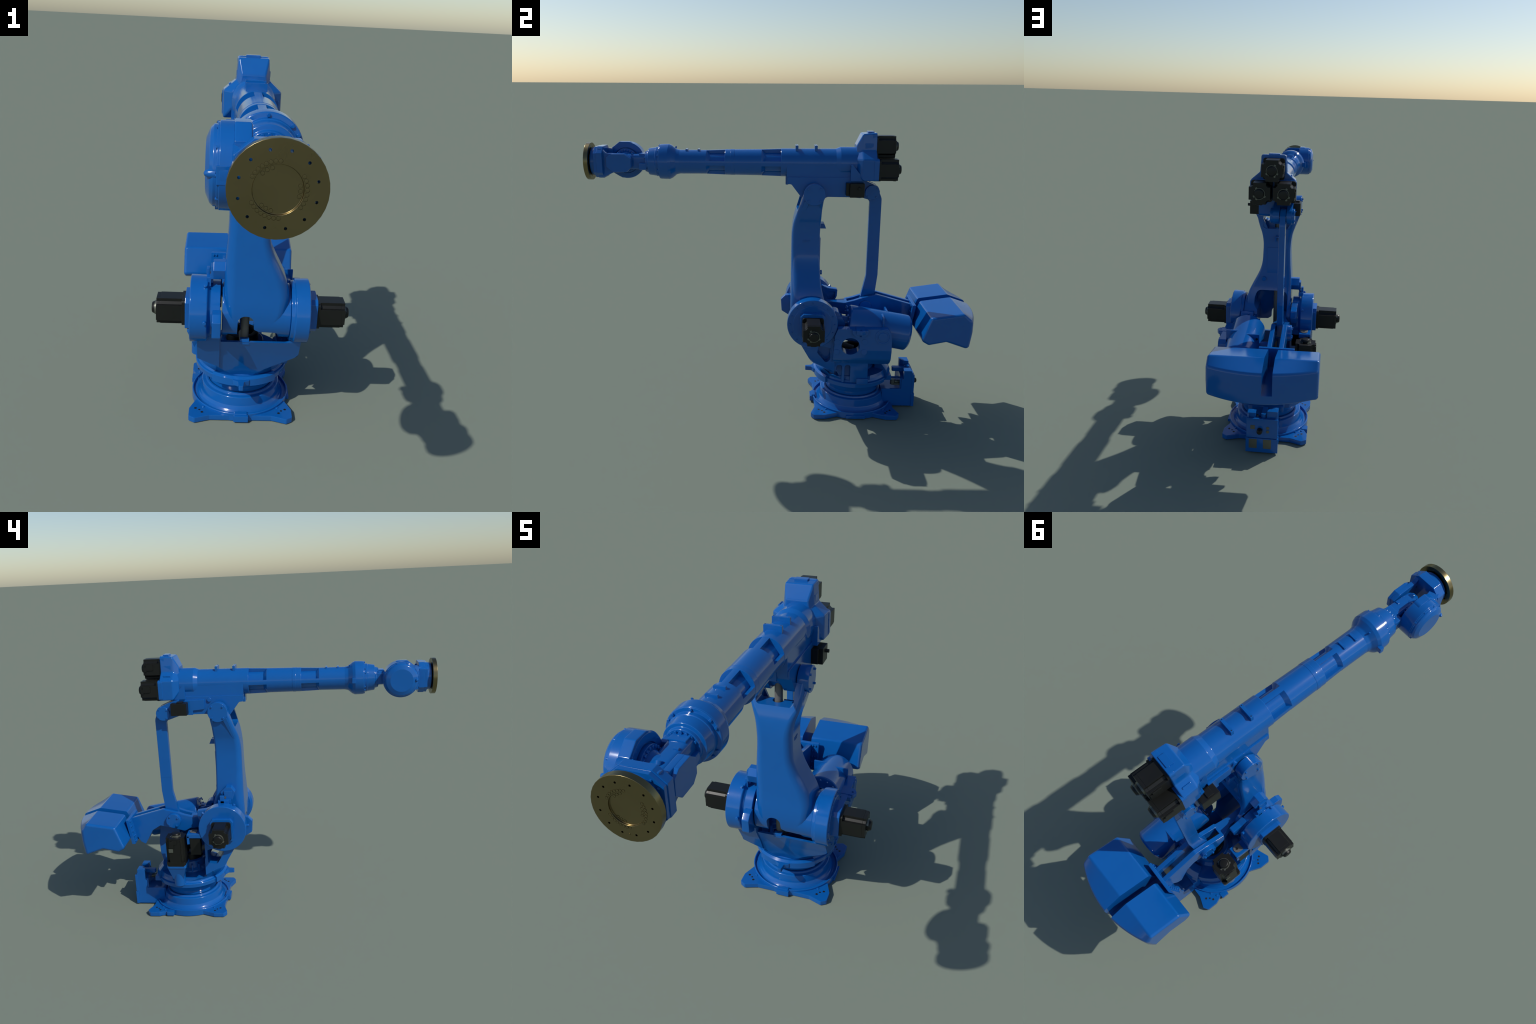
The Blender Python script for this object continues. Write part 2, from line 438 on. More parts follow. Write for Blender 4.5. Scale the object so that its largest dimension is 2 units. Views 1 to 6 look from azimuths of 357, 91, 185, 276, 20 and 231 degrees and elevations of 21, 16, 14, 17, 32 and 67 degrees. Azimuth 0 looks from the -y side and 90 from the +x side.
    # floor collar (black cable ring) and centre lip
    part('cable_collar', lathe(rprof([(.225, .048), (.225, .072), (.325, .072, .006), (.325, .048, .004), (.225, .048)]), (CX, CY, 0), (0, 0, 1), 48), BLACK)
    # bracket with dark pad, and junction box beneath
    brk2 = join(prism(fillet([(.258, .486), (.352, .486, .006), (.352, .512, .006), (.258, .512)]), 'x', -.232, -.170, .003),
                prism(fillet([(.338, .45), (.352, .45), (.352, .50), (.338, .50)]), 'x', -.232, -.205, .002),
                cyl((-.196, .318, .505), (-.196, .318, .5145), .021, 28, .001))
    p = part('sensor_bracket', brk2, BLUE)
    part('bumper_pad', prism(fillet([(-.2165, .297), (-.1755, .297), (-.1755, .339, .0205), (-.2165, .339, .0205)], n=8), 'z', .512, .5165, .001), HOSE, p)
    part('pad_hole', cyl((-.196, .322, .5150), (-.196, .322, .5172), .0062, 18), VOID, p)
    part('junction_box', join(box((-.2265, .277, .384), (-.188, .336, .482), .002), box((-.190, .285, .40), (-.165, .330, .46), .002)), BLACK)
swivel()

# ================================================================== MOTORS
def notched(h, c, n):
    """Square of half-size h whose corners are notched (c) with a slanted inner corner (n)."""
    q = [(h, h-c), (h-.012, h-c), (h-c, h-.012), (h-c, h)]
    pts = []
    for k in range(4):
        ca, sa = (1, 0, -1, 0)[k], (0, 1, 0, -1)[k]
        pts += [(ca*a - sa*b, sa*a + ca*b) for a, b in q]
    return pts

def make_motor():
    h = .0535
    fl = prism(fillet([(h, h), (-h, h), (-h, -h), (h, -h)], .012), 'z', -.004, .012, .0012)
    body = prism(notched(h-.0005, .021, .01), 'z', .010, .088, .0008)
    end = prism(notched(h-.0015, .021, .01), 'z', .086, .1005, .0012)
    groove = [box((-h+.022, s*(h-.0005)-.001, .02), (h-.022, s*(h-.0005)+.001, .082)) for s in ()]
    bump = box((-.026, h-.004, .045), (.006, h+.0045, .085), .0015)
    foot = box((-.014, h-.006, .080), (.014, h+.0035, .096), .0015)
    m = mesh_of('servo_motor', join(fl, body, end, foot, *groove), BLACK)
    cap = mesh_of('encoder_cap', lathe(rprof([(.095, 0), (.095, .0245), (.110, .0245, .003), (.118, .0205, .005), (.1195, .0, .0)]), (0, 0, 0), (0, 0, 1), 36), BLACK)
    a0, a1 = math.radians(28), math.radians(332)
    clip = lathe([(.1000, .0256), (.1000, .0285), (.1080, .0275), (.1080, .0256)], (0, 0, 0), (0, 0, 1), 40, a0, a1)
    tabs = [xform(box((-.0045, .0265, .0998), (.0045, .0335, .1023)), Matrix.Rotation(math.radians(t), 4, 'Z')) for t in (62, -62, -28, -150, 150, 118)][:4]
    clip = mesh_of('retaining_clip', join(clip, *tabs), STEEL)
    bump = mesh_of('cable_port', bump, BLACK)
    return m, cap, clip, bump
MOTOR = make_motor()

def motor(p, axis, side, roll=0.0, port=True):
    """side: direction in which the connector boss points (local +y)."""
    z = Vector(axis).normalized(); y = Vector(side).normalized(); x = y.cross(z)
    M = Matrix((x, y, z)).transposed().to_4x4(); M.translation = Vector(p)
    ob = bpy.data.objects.new('servo_motor', MOTOR[0])
    bpy.context.scene.collection.objects.link(ob)
    ob.parent = root; ob.matrix_parent_inverse = Matrix.Translation((-CX, -CY, 0)); ob.matrix_basis = M
    for nm, me in (('encoder_cap', MOTOR[1]), ('retaining_clip', MOTOR[2])) + ((('cable_port', MOTOR[3]),) if port else ()):
        c = bpy.data.objects.new(nm, me); bpy.context.scene.collection.objects.link(c); c.parent = ob
    return ob

motor((.2545, J2[0], J2[1]-.004), (1, 0, 0), (0, 0, -1), port=False).scale = (1, 1, 1.115)
motor((-.2545, J2[0]+.001, J2[1]-.003), (-1, 0, 0), (0, 0, -1), port=False).scale = (1, 1, 1.115)
motor((CX-.003, .4505, 1.4085), (0, 1, 0), (-1, 0, 0))
motor((CX+.054, .4605, 1.299), (0, 1, 0), (0, 0, -1), port=False)
motor((CX-.063, .4605, 1.299), (0, 1, 0), (-1, 0, 0))

def swivel_motor():
    mx, my = -.211, .417
    b = join(prism(fillet([(mx-.053, my-.055), (mx+.053, my-.055), (mx+.053, my+.055), (mx-.053, my+.055)], .012), 'z', .316, .3345, .002),
             loft([[V(mx+sx*.050, my+sy*.050, .318) for sx, sy in ((1, 1), (-1, 1), (-1, -1), (1, -1))],
                   [V(mx+.012+sx*.033, my+sy*.030, .235) for sx, sy in ((1, 1), (-1, 1), (-1, -1), (1, -1))]]),
             lathe(rprof([(.196, 0), (.196, .033), (.290, .035), (.312, .046, .004), (.318, .046), (.318, 0)]), (mx, my-.002, 0), (0, 0, 1), 40))
    mount = part('motor_mount', b, BLUE)
    m = motor((mx, my, .3345), (0, 0, 1), (-1, 0, 0), port=False)
    m.scale = (1, 1, 1.60)
    for c in m.children:
        c.scale = (1, 1, 1/1.60); c.location = (0, 0, .1005 - .1005/1.6)
    part('rating_plate', join(box((mx-.0555, my+.010, .415), (mx-.052, my+.034, .437), .0004)), STEEL, mount)
    part('cable_port', box((mx-.058, my+.004, .440), (mx-.050, my+.030, .482), .002), BLACK, mount)
swivel_motor()

# ================================================================== LOWER ARM
def rrect(xl, xr, yf, yb, rf, rb, z, n=7):
    pts = []
    for cx, cy, r, a in ((xr-rb, yb-rb, rb, 0), (xl+rb, yb-rb, rb, 90), (xl+rf, yf+rf, rf, 180), (xr-rf, yf+rf, rf, 270)):
        for k in range(n+1):
            t = math.radians(a + 90*k/n)
            pts.append(V(cx + r*math.cos(t), cy + r*math.sin(t), z))
    return pts

def catmull(rows, sub=6):
    out = []
    for i in range(len(rows)-1):
        p0, p1, p2, p3 = rows[max(i-1, 0)], rows[i], rows[i+1], rows[min(i+2, len(rows)-1)]
        for k in range(sub):
            t = k/sub
            row = []
            for a, b, c, d, za, zb, zc, zd in ((p0[j], p1[j], p2[j], p3[j], p0[0], p1[0], p2[0], p3[0]) for j in range(len(p1))):
                m1 = (c-a)/max(zc-za, 1e-9)*(zc-zb); m2 = (d-b)/max(zd-zb, 1e-9)*(zc-zb)
                row.append((2*t**3-3*t**2+1)*b + (t**3-2*t**2+t)*m1 + (-2*t**3+3*t**2)*c + (t**3-t**2)*m2)
            out.append(row)
    return out + [list(rows[-1])]

def lower_arm():
    #        z     xl     xr    yf    yb    rf    rb
    rows = [(.470, -.045, .050, .075, .160, .030, .015), (.490, -.062, .074, .055, .185, .030, .015),
            (.520, -.083, .103, .044, .210, .032, .015), (.560, -.099, .127, .038, .232, .036, .015),
            (.600, -.105, .138, .037, .226, .040, .015), (.640, -.108, .140, .038, .210, .042, .015),
            (.690, -.108, .128, .039, .197, .044, .014), (.735, -.107, .107, .039, .190, .042, .013),
            (.795, -.104, .077, .039, .187, .038, .012), (.850, -.100, .059, .039, .186, .034, .012),
            (.920, -.097, .054, .039, .185, .034, .012), (.970, -.0985, .054, .040, .184, .033, .012),
            (1.020, -.105, .062, .046, .186, .030, .012), (1.060, -.117, .075, .056, .188, .026, .012),
            (1.100, -.129, .086, .070, .190, .020, .012), (1.130, -.135, .0895, .079, .194, .016, .012), (1.180, -.137, .0905, .094, .201, .012, .012)]
    body = loft([rrect(*r[1:], r[0]) for r in catmull(rows, 5)])
    hub = lathe(rprof([(-.1125, 0), (-.1125, .1040, .004), (.1500, .1070, .004), (.1500, 0)]), (0, *J2), (1, 0, 0), 72)
    body = boolean(body, hub, 'UNION')
    # upper fork opening: sloped web in front, deeper behind
    fork = prism(fillet([(-.1005, 1.085, .018), (-.1005, 1.40), (.0555, 1.40), (.0555, 1.085, .018)], n=6), 'y', -.05, .1355)
    fork2 = prism(fillet([(-.1005, 1.050, .02), (-.1005, 1.40), (.0555, 1.40), (.0555, 1.050, .02)], n=6), 'y', .1350, .30)
    groove = cyl((-.022, .120, 1.00), (-.022, .120, 1.30), .0235, 28)
    # shoulder cavity, open at the back and below, with an arch for the hose in front
    cav = prism(fillet([(-.0900, .30), (-.0900, .700, .035), (.080, .700, .035), (.094, .655, .02), (.094, .618, .02), (.074, .594, .01), (.074, .30)], n=5), 'y', .074, .40)
    low = prism(fillet([(-.053, .30), (-.053, .5620, .030), (.009, .5620, .030), (.010, .502, .012), (.030, .489, .006), (.098, .486, .012), (.109, .465, .006), (.109, .30)], n=6), 'y', -.05, .40)
    body = cut(body, fork, fork2, groove, cav, low)
    body = bevel(body, .0016, 2, 40)
    y, z = J3
    discs = join(lathe(rprof([(.060, 0), (.060, .052), (.088, .0535, .001), (.1045, .0540, .002), (.1065, .0525, .001), (.1065, 0)]), (0, y, z), (1, 0, 0), 56),
                 lathe(rprof([(-.1490, 0), (-.1490, .0525, .001), (-.1470, .0540, .002), (-.130, .0535, .001), (-.104, .052), (-.104, 0)]), (0, y, z), (1, 0, 0), 56))
    # raised ribs on the outer fork faces running down from the discs
    ribs = []
    for s in (1, -1):
        xo = .0905 if s > 0 else -.1375
        for (a, b, w) in (((.112, 1.145), (.070, 1.015), .013), ((.182, 1.140), (.178, 1.045), .010)):
            dx = Vector((b[0]-a[0], b[1]-a[1])).normalized(); nn = Vector((-dx.y, dx.x))
            q = lambda p, ww, xx, d: [V(xx, p[0]+nn.x*ww, p[1]+nn.y*ww), V(xx, p[0]-nn.x*ww, p[1]-nn.y*ww), V(xx-s*.03, p[0]-nn.x*ww, p[1]-nn.y*ww), V(xx-s*.03, p[0]+nn.x*ww, p[1]+nn.y*ww)]
            off = -.034 if s > 0 else .036
            ribs.append(bevel(loft([q(a, w, xo+s*.011, 0), q(b, w*.5, xo+off+s*.001, 0)]), .003))
    eyes = join(lathe(rprof([(.086, 0), (.086, .047, .004), (.163, .047, .004), (.163, 0)]), (0, .272, .518), (1, 0, 0), 40),
                lathe(rprof([(.090, 0), (.090, .036, .004), (.160, .036, .004), (.160, 0)]), (0, .260, .556), (1, 0, 0), 40),
                box((.090, .16, .48), (.145, .262, .580), .004))
    arm = part('lower_arm', join(body, discs, eyes, *ribs), BLUE, ang=30)
    for s, xx in ((1, .1065), (-1, -.149)):
        copies('bolt', SCREW, arm, ring((xx, y, z), (s, 0, 0), .0425, 4, math.radians(45)))
    # rear: cover plate, cable bracket; left: sensor block
    part('cover_plate', box((-.075, .1830, .80), (.030, .1885, .945), .0012), BLUE, arm)
    br = prism([(.180, 1.011), (.207, 1.011), (.219, .984), (.180, .984)], 'x', -.020, -.014)
    part('cable_bracket', join(br, box((-.0545, .181, 1.0045), (-.0195, .2065, 1.0095)), prism([(.180, 1.011), (.207, 1.011), (.219, .984), (.180, .984)], 'x', -.060, -.054)), BLUE, arm)
    part('access_plug', cyl((.045, .19, .765), (.045, .1985, .765), .012, 24, .001), BLUE, arm)
    part('rear_stop', box((-.070, .182, .722), (-.052, .1945, .745), .001), BLUE, arm)
    sb = join(prism(fillet([(.078, .728), (.098, .757), (.128, .757), (.160, .726), (.138, .694), (.090, .690)], .003), 'x', -.150, -.100, .002),
              box((-.159, .092, .688), (-.148, .138, .738), .002), box((-.164, .100, .655), (-.158, .146, .692), .001))
    part('sensor_block', sb, BLUE, arm)
    part('sensor_window', box((-.1605, .127, .695), (-.158, .139, .707)), STEEL, arm)
    hp = [(-.0215, .126, 1.262), (-.0215, .122, 1.05), (-.0215, .122, .60), (-.0215, .123, .50), (-.0215, .132, .435), (-.0215, .165, .385), (-.0215, .24, .350), (-.0215, .33, .33), (-.0215, .386, .31)]
    part('hose', tube(hp, .0165, 24), HOSE, arm)
    # raised mark on the outer face
    cu = bpy.data.curves.new('m', 'FONT'); cu.body = 'cnr'; cu.size = .030; cu.extrude = .0012; cu.shear = .3; cu.align_x = 'CENTER'; cu.resolution_u = 3
    to = bpy.data.objects.new('t', cu); bpy.context.scene.collection.objects.link(to)
    dg = bpy.context.evaluated_depsgraph_get(); me = bpy.data.meshes.new_from_object(to.evaluated_get(dg))
    bpy.data.objects.remove(to)
    me.transform(Matrix(((0, 0, 1, .0541), (1, 0, 0, .112), (0, 1, 0, .925), (0, 0, 0, 1))))
    me.name = 'raised_mark'; me.materials.clear(); link('raised_mark', me, BLUE, arm)
lower_arm()

# ================================================================== LEVER, LINK ROD, COUNTERWEIGHT
def lever():
    side = [(.336, .570), (.383, .582, .02), (.425, .597, .02), (.503, .617, .02), (.705, .560), (.705, .43), (.668, .445), (.650, .416), (.624, .402),
            (.574, .488, .01), (.527, .517, .015), (.440, .498, .03), (.385, .482, .02), (.338, .510)]
    pl = join(prism(fillet(side, n=4), 'x', -.1175, -.0935, .003), prism(fillet(side, n=4), 'x', -.0575, -.0350, .003))
    # front: single solid bar running to the shoulder shaft
    neck = loft([[V(x0, .348, z0) for x0, z0 in ((-.1165, .572), (-.036, .572), (-.036, .500), (-.1165, .500))],
                 [V(x0, .330, z0) for x0, z0 in ((-.1120, .567), (-.040, .567), (-.040, .500), (-.1120, .500))],
                 [V(x0, .275, z0) for x0, z0 in ((-.0920, .570), (-.048, .570), (-.048, .505), (-.0920, .505))],
                 [V(x0, .160, z0) for x0, z0 in ((-.0920, .570), (-.048, .570), (-.048, .500), (-.0920, .500))]])
    neck = bevel(neck, .004)
    pivots = join(lathe(rprof([(-.1370, 0), (-.1370, .0415, .002), (-.116, .0430), (-.090, .0430), (-.090, 0)]), (0, *LP), (1, 0, 0), 44),
                  lathe(rprof([(-.070, 0), (-.070, .033), (-.034, .033), (-.029, .031, .002), (-.029, 0)]), (0, *LP), (1, 0, 0), 44))
    flange = prism(fillet([(.694, .571), (.7115, .571), (.688, .425), (.668, .425)], .003), 'x', -.172, .002, .002)
    lv = part('lever', join(pl, neck, pivots, flange), BLUE)
    copies('bolt', SCREW, lv, ring((-.137, *LP), (-1, 0, 0), .032, 4, math.radians(35)))
    pts = []
    for x in (-.160, -.147, -.028, -.014):
        for k in range(5):
            t = k/4; pts.append(frame((x, .692-.022*t, .560-.120*t), (0, -1, .2)))
    copies('bolt', SCREW, lv, pts)
lever()

def link_rod():
    bar = prism(fillet([(.4445, 1.10, .04), (.4445, .715, .05), (LP[0]-.030, LP[1]+.02, .01), (LP[0]-.028, LP[1]-.02, .012), (LP[0], LP[1]-.034, .02), (LP[0]+.030, LP[1]-.018, .012),
                        (.495, .61, .06), (.5065, .72, .05), (.5070, 1.135, .05), (UP[0]+.040, UP[1]+.005, .02), (UP[0]+.02, UP[1]+.036, .02), (UP[0]-.02, UP[1]+.036, .02), (UP[0]-.04, UP[1], .02), (UP[0]-.036, UP[1]-.025, .015), (.4445, 1.120, .02)], n=6),
                'x', -.0915, -.0615, .003)
    seams = [box((-.0921, .4440, zz), (-.0609, .5070, zz+.0012)) for zz in (.800, 1.085)]
    part('link_rod', join(bar, *seams), BLUE)
link_rod()

def counterweight():
    xa, xb = .2155, -.3005; cx = (xa+xb)/2; h = (xa-xb)/2
    rr = .0135                       # edge radius of the two end faces
    prof = fillet([(.7465, .5785, .0145), (.908, .603, .016), (.950, .562, .030), (.9505, .50), (.940, .423, .016), (.926, .416, .016), (.828, .450, .02), (.740, .431, .018), (.701, .454, .018)], n=5)
    m = len(prof); P2 = [Vector(p) for p in prof]
    nrm = []
    for i in range(m):               # inward normals, for insetting the outline towards the ends
        t = P2[(i+1) % m] - P2[i-1]
        nrm.append(Vector((t.y, -t.x)).normalized())
    cen = sum(P2, Vector((0, 0)))/m
    if sum((cen - P2[i]).dot(nrm[i]) for i in range(m)) < 0: nrm = [-v for v in nrm]
    N = 36; stations = [(0, rr)] + [(rr*(1-math.cos(a)), rr*(1-math.sin(a))) for a in (math.pi*k/12 for k in range(1, 6))]
    xs = [(xa - d, i) for d, i in stations] + [(xa-rr + (xb-xa+2*rr)*k/N, 0) for k in range(N+1)] + [(xb + d, i) for d, i in stations[::-1]]
    secs = []
    for x, ins in xs:
        bul = .0560 - .94*(x+.0295)**2; sh = -.0125*(xa-x)/(xa-xb)
        s = []
        for p, nv in zip(P2, nrm):
            y, z = p + nv*ins
            t = max(0, min(1, (p.x-.908)/.035)); t = t*t*(3-2*t)
            lowz = max(0, (.56-z)/.15)
            s.append(V(x, y + sh + bul*t, z - max(bul, 0)*.25*t*lowz))
        secs.append(s)
    bm = loft(secs)
    slot = prism([(.60, .470), (.72, .470), (1.10, .455), (1.10, .75), (.60, .75)], 'x', -.0965, -.0485)
    rec = prism([(.60, .66), (.7125, .66), (.7125, .578), (.690, .42), (.60, .42)], 'x', -.174, .004)
    bm = cut(bm, slot, rec)
    bm = bevel(bm, .0015, 1, 45)
    part('counterweight', bm, BLUE, ang=28)
counterweight()

# ================================================================== BALANCER
def balancer():
    p0 = V(.108, .331, .514); p1 = V(.108, .652, .4585); ax = (p1-p0); L = ax.length
    body = lathe(rprof([(0, 0), (0, .078), (.004, .0905, .002), (.010, .0930, .002), (L-.012, .0930, .014), (L, .078, .006), (L, 0)]), p0, ax, 72)
    rod = cyl(p0 - ax.normalized()*.13, p0, .032, 28)
    d = ax.normalized()
    ear = []
    # triangular lifting ears standing on the shell
    for x0, x1, yy, s in ((.150, .199, .507, 1), (.022, .072, .540, -1)):
        zc = p0.z + (p1.z-p0.z)*(yy-p0.y)/(p1.y-p0.y)
        if s > 0: tri = [(.128, zc+.090), (x1, zc+.088), (x1, zc+.030), (.175, zc+.040)]
        else: tri = [(x0, zc+.092), (x0, zc+.035), (.04, zc+.04), (.092, zc+.086), (.092, zc+.092)]
        ear.append(prism(tri, 'y', yy-.005, yy+.005, .0015))
    trun = cyl((-.02, .502, .485), (.21, .502, .485), .030, 28)
    b = part('balancer', join(body, rod, trun, *ear), BLUE)
    copies('bolt', SCREW, b, ring(p0 + d*.001, -d, .083, 16))
    part('ear_hole', cyl((.034, .5462, .545), (.034, .5444, .545), .0062, 16), VOID, b)
balancer()

# ================================================================== UPPER ARM (forearm)
def upper_arm():
    # forearm tube: pockets at the diagonals leave ribs on top, bottom and sides
    tube_p = rprof([(-.6275, 0), (-.6275, .0872, .002), (-.606, .0882), (-.584, .0885, .006), (-.570, .0820, .01), (-.548, .0640, .02), (-.530, .0602, .01), (-.392, .0597), (-.300, .0630),
                    (-.2985, .0640, .001), (-.272, .0645), (-.2705, .0652, .001), (-.254, .0652, .001), (-.2525, .0642), (-.110, .0660), (-.0200, .0690), (-.018, .0702, .001), (.256, .0708, .004),
                    (.279, .0800, .004), (.370, .0800), (.370, 0)])
    body = lathe(tube_p, (CX, 0, TZ), (0, 1, 0), 96)
    cuts = []
    for (ya, yb, ri) in ((-.398, -.3005, .0445), (-.118, -.0195, .0485)):
        for k in range(4):
            c = math.radians(45 + 90*k); w = math.radians(34)
            sec = lathe([(ya-.044, .085), (ya, .0625 if ya < -.2 else .0670), (ya+.020, ri), (yb, ri), (yb, .085)], (CX, 0, TZ), (0, 1, 0), 12, c-w, c+w)
            cuts.append(sec)
    body = cut(body, *cuts)
    # casting skirt hanging below the tube
    hw = .0702
    skirt = box((CX-hw, .010, 1.235), (CX+hw, .330, TZ), .0012)
    slab = fillet([(.0135, 1.2605, .002), (.0135, 1.226, .002), (.034, 1.2235, .006), (.086, 1.156, .004), (.104, 1.137, .01), (J3[0], 1.130, .02), (.195, 1.150, .02), (.215, 1.162, .02),
                   (.333, 1.161), (.398, 1.155, .02), (.398, 1.246, .004), (.330, 1.2605, .002)], n=4)
    slab = prism(slab, 'x', CX-.0765, CX+.0765, .0018)
    hose_slot = prism(fillet([(-.048, 1.0), (-.048, 1.20, .02), (.006, 1.20, .02), (.006, 1.0)], n=5), 'y', -.05, .142)
    rear_gap = box((.042, .340, 1.0), (.09, .50, 1.30))
    slab = cut(slab, hose_slot)
    core = lathe([(-.0995, 0), (-.0995, .044), (.0545, .044), (.0545, 0)], (0, *J3), (1, 0, 0), 40)
    # clevis for the link rod
    clevis = []
    for x0, x1 in ((-.122, -.0935), (-.0595, -.0245)):
        clevis.append(prism(fillet([(.36, 1.246), (.405, 1.238, .02), (UP[0], UP[1]+.043, .02), (UP[0]+.030, UP[1]+.030, .025), (UP[0]+.0425, UP[1], .025), (UP[0]+.030, UP[1]-.030, .025), (UP[0], UP[1]-.043, .025),
                                    (.42, 1.139, .01), (.36, 1.160)], n=5), 'x', x0, x1, .003))
    pin = join(lathe(rprof([(-.134, 0), (-.134, .038, .002), (-.120, .038), (-.120, 0)]), (0, *UP), (1, 0, 0), 40), lathe(rprof([(-.03, 0), (-.03, .038), (-.012, .037, .002), (-.012, 0)]), (0, *UP), (1, 0, 0), 40))
    # triangular gussets at the rear end of the skirt
    gus = [prism(fillet([(.326, 1.326, .002), (.334, 1.326, .002), (.400, 1.244), (.326, 1.244)]), 'x', x0, x1, .0015) for x0, x1 in ((CX+.060, .0755), (-.1015, CX-.060))]
    # left raised pad and plug, front nose block
    pad = join(prism(fillet([(.222, 1.244, .003), (.333, 1.240, .003), (.333, 1.160), (.288, 1.160), (.288, 1.184, .006), (.222, 1.190, .01)]), 'x', -.1085, -.09, .0025),
               lathe(rprof([(-.106, 0), (-.106, .0115, .001), (-.095, .0115), (-.095, 0)]), (0, .195, 1.241), (1, 0, 0), 20),
               prism(fillet([(.005, 1.215), (.02, 1.215), (.02, 1.26), (.005, 1.26)], .003), 'x', -.05, .008, .002))
    # saddles on top
    sad = []
    for y0, y1 in ((.053, .067), (.149, .163)):
        sad.append(prism(fillet([(CX-.036, 1.412, .002), (CX+.036, 1.412, .002), (CX+.036, 1.380), (CX-.036, 1.380)]), 'y', y0, y1, .001))
    for y0 in (-.500, -.439):
        sad.append(prism(fillet([(CX-.021, 1.3895, .002), (CX+.021, 1.3895, .002), (CX+.021, 1.370), (CX-.021, 1.370)]), 'y', y0, y0+.010, .001))
    sad.append(box((CX-.100, -.586, TZ-.014), (CX-.070, -.566, TZ+.014), .002))
    plug = cyl((CX-.028, -.555, TZ+.060), (CX-.034, -.555, TZ+.075), .004, 12)
    ua = part('upper_arm', join(body, skirt, slab, core, *clevis, pin, *gus, pad, *sad, plug), BLUE)
    for x, yy in ((CX-.030, 0), (CX+.030, 0)):
        copies('screw_hole', bpy.data.meshes.get('screw_hole') or mesh_of('screw_hole', cyl((0, 0, -.002), (0, 0, .0005), .0024, 12), VOID), ua,
               [Matrix.Translation((x, yv, 1.412)) for yv in (.060, .156)])
    copies('bolt', SCREW_S, ua, ring((-.134, *UP), (-1, 0, 0), .031, 4, math.radians(40)) + ring((-.012, *UP), (1, 0, 0), .031, 4, math.radians(40)))
    for x0, x1, nm in ((.054, .1015, 1), (-.1565, -.105, -1)):
        bb = join(box((x0, .322 if nm > 0 else .312, 1.167), (x1, .394 if nm > 0 else .399, 1.236 if nm > 0 else 1.2325), .0025))
        if nm > 0: bb = join(bb, box((x0, .305, 1.173), (.085, .323, 1.236), .002), cyl((x1-.001, .368, 1.212), (x1+.014, .368, 1.212), .0075, 18, .001))
        else: bb = join(bb, box((-.150, .336, 1.230), (-.112, .366, 1.240), .002))
        part('limit_switch_box', bb, BLACK)

    # ---- gear housing for the three wrist motors
    def xz(z0, zt, wl, wu, zs, zn):
        return [(CX-wl, z0), (CX+wl-.004, z0), (CX+wl-.004, zs), (CX+wu+.006, zn), (CX+wu, zt), (CX-wu-.001, zt), (CX-wu-.007, zn), (CX-wl, zs)]
    P = xz(1.2475, 1.4765, .1165, .0605, 1.352, 1.392)
    mid = [V(CX+(a-CX)*.962, .384, b-.004*(b > 1.45)) for a, b in P]; back = [V(a, .4535, b) for a, b in P]
    front = [V(a, .349, b) for a, b in xz(1.290, 1.414, .080, .045, 1.350, 1.375)]
    front = [V(v.x, .354, v.z) for v in front]
    hs = bevel(loft([front, mid, back]), .006, 3, 20)
    lowb = prism(fillet([(CX-.1178, 1.2462), (CX+.1140, 1.2462), (CX+.1140, 1.356), (CX-.1178, 1.356)], .014), 'y', .438, .4625, .002)
    upb = prism(fillet([(CX-.0625, 1.352), (CX+.0615, 1.352), (CX+.0615, 1.4775), (CX-.0625, 1.4775)], .012), 'y', .43, .4525, .002)
    topp = box((CX-.030, .411, 1.472), (CX+.0255, .443, 1.4825), .002)
    sidep = [box((CX+s*.0605-.004, .395, 1.402), (CX+s*.0605+.004, .437, 1.428), .002) for s in (1, -1)]
    bar = xform(box((-.005, -.020, -.006), (.005, .020, .005), .003), Matrix.Translation((CX-.088, .415, 1.374)) @ Matrix.Rotation(math.radians(-44), 4, 'Y'))
    part('gear_housing', join(hs, lowb, upb, topp, *sidep, bar), BLUE)
upper_arm()

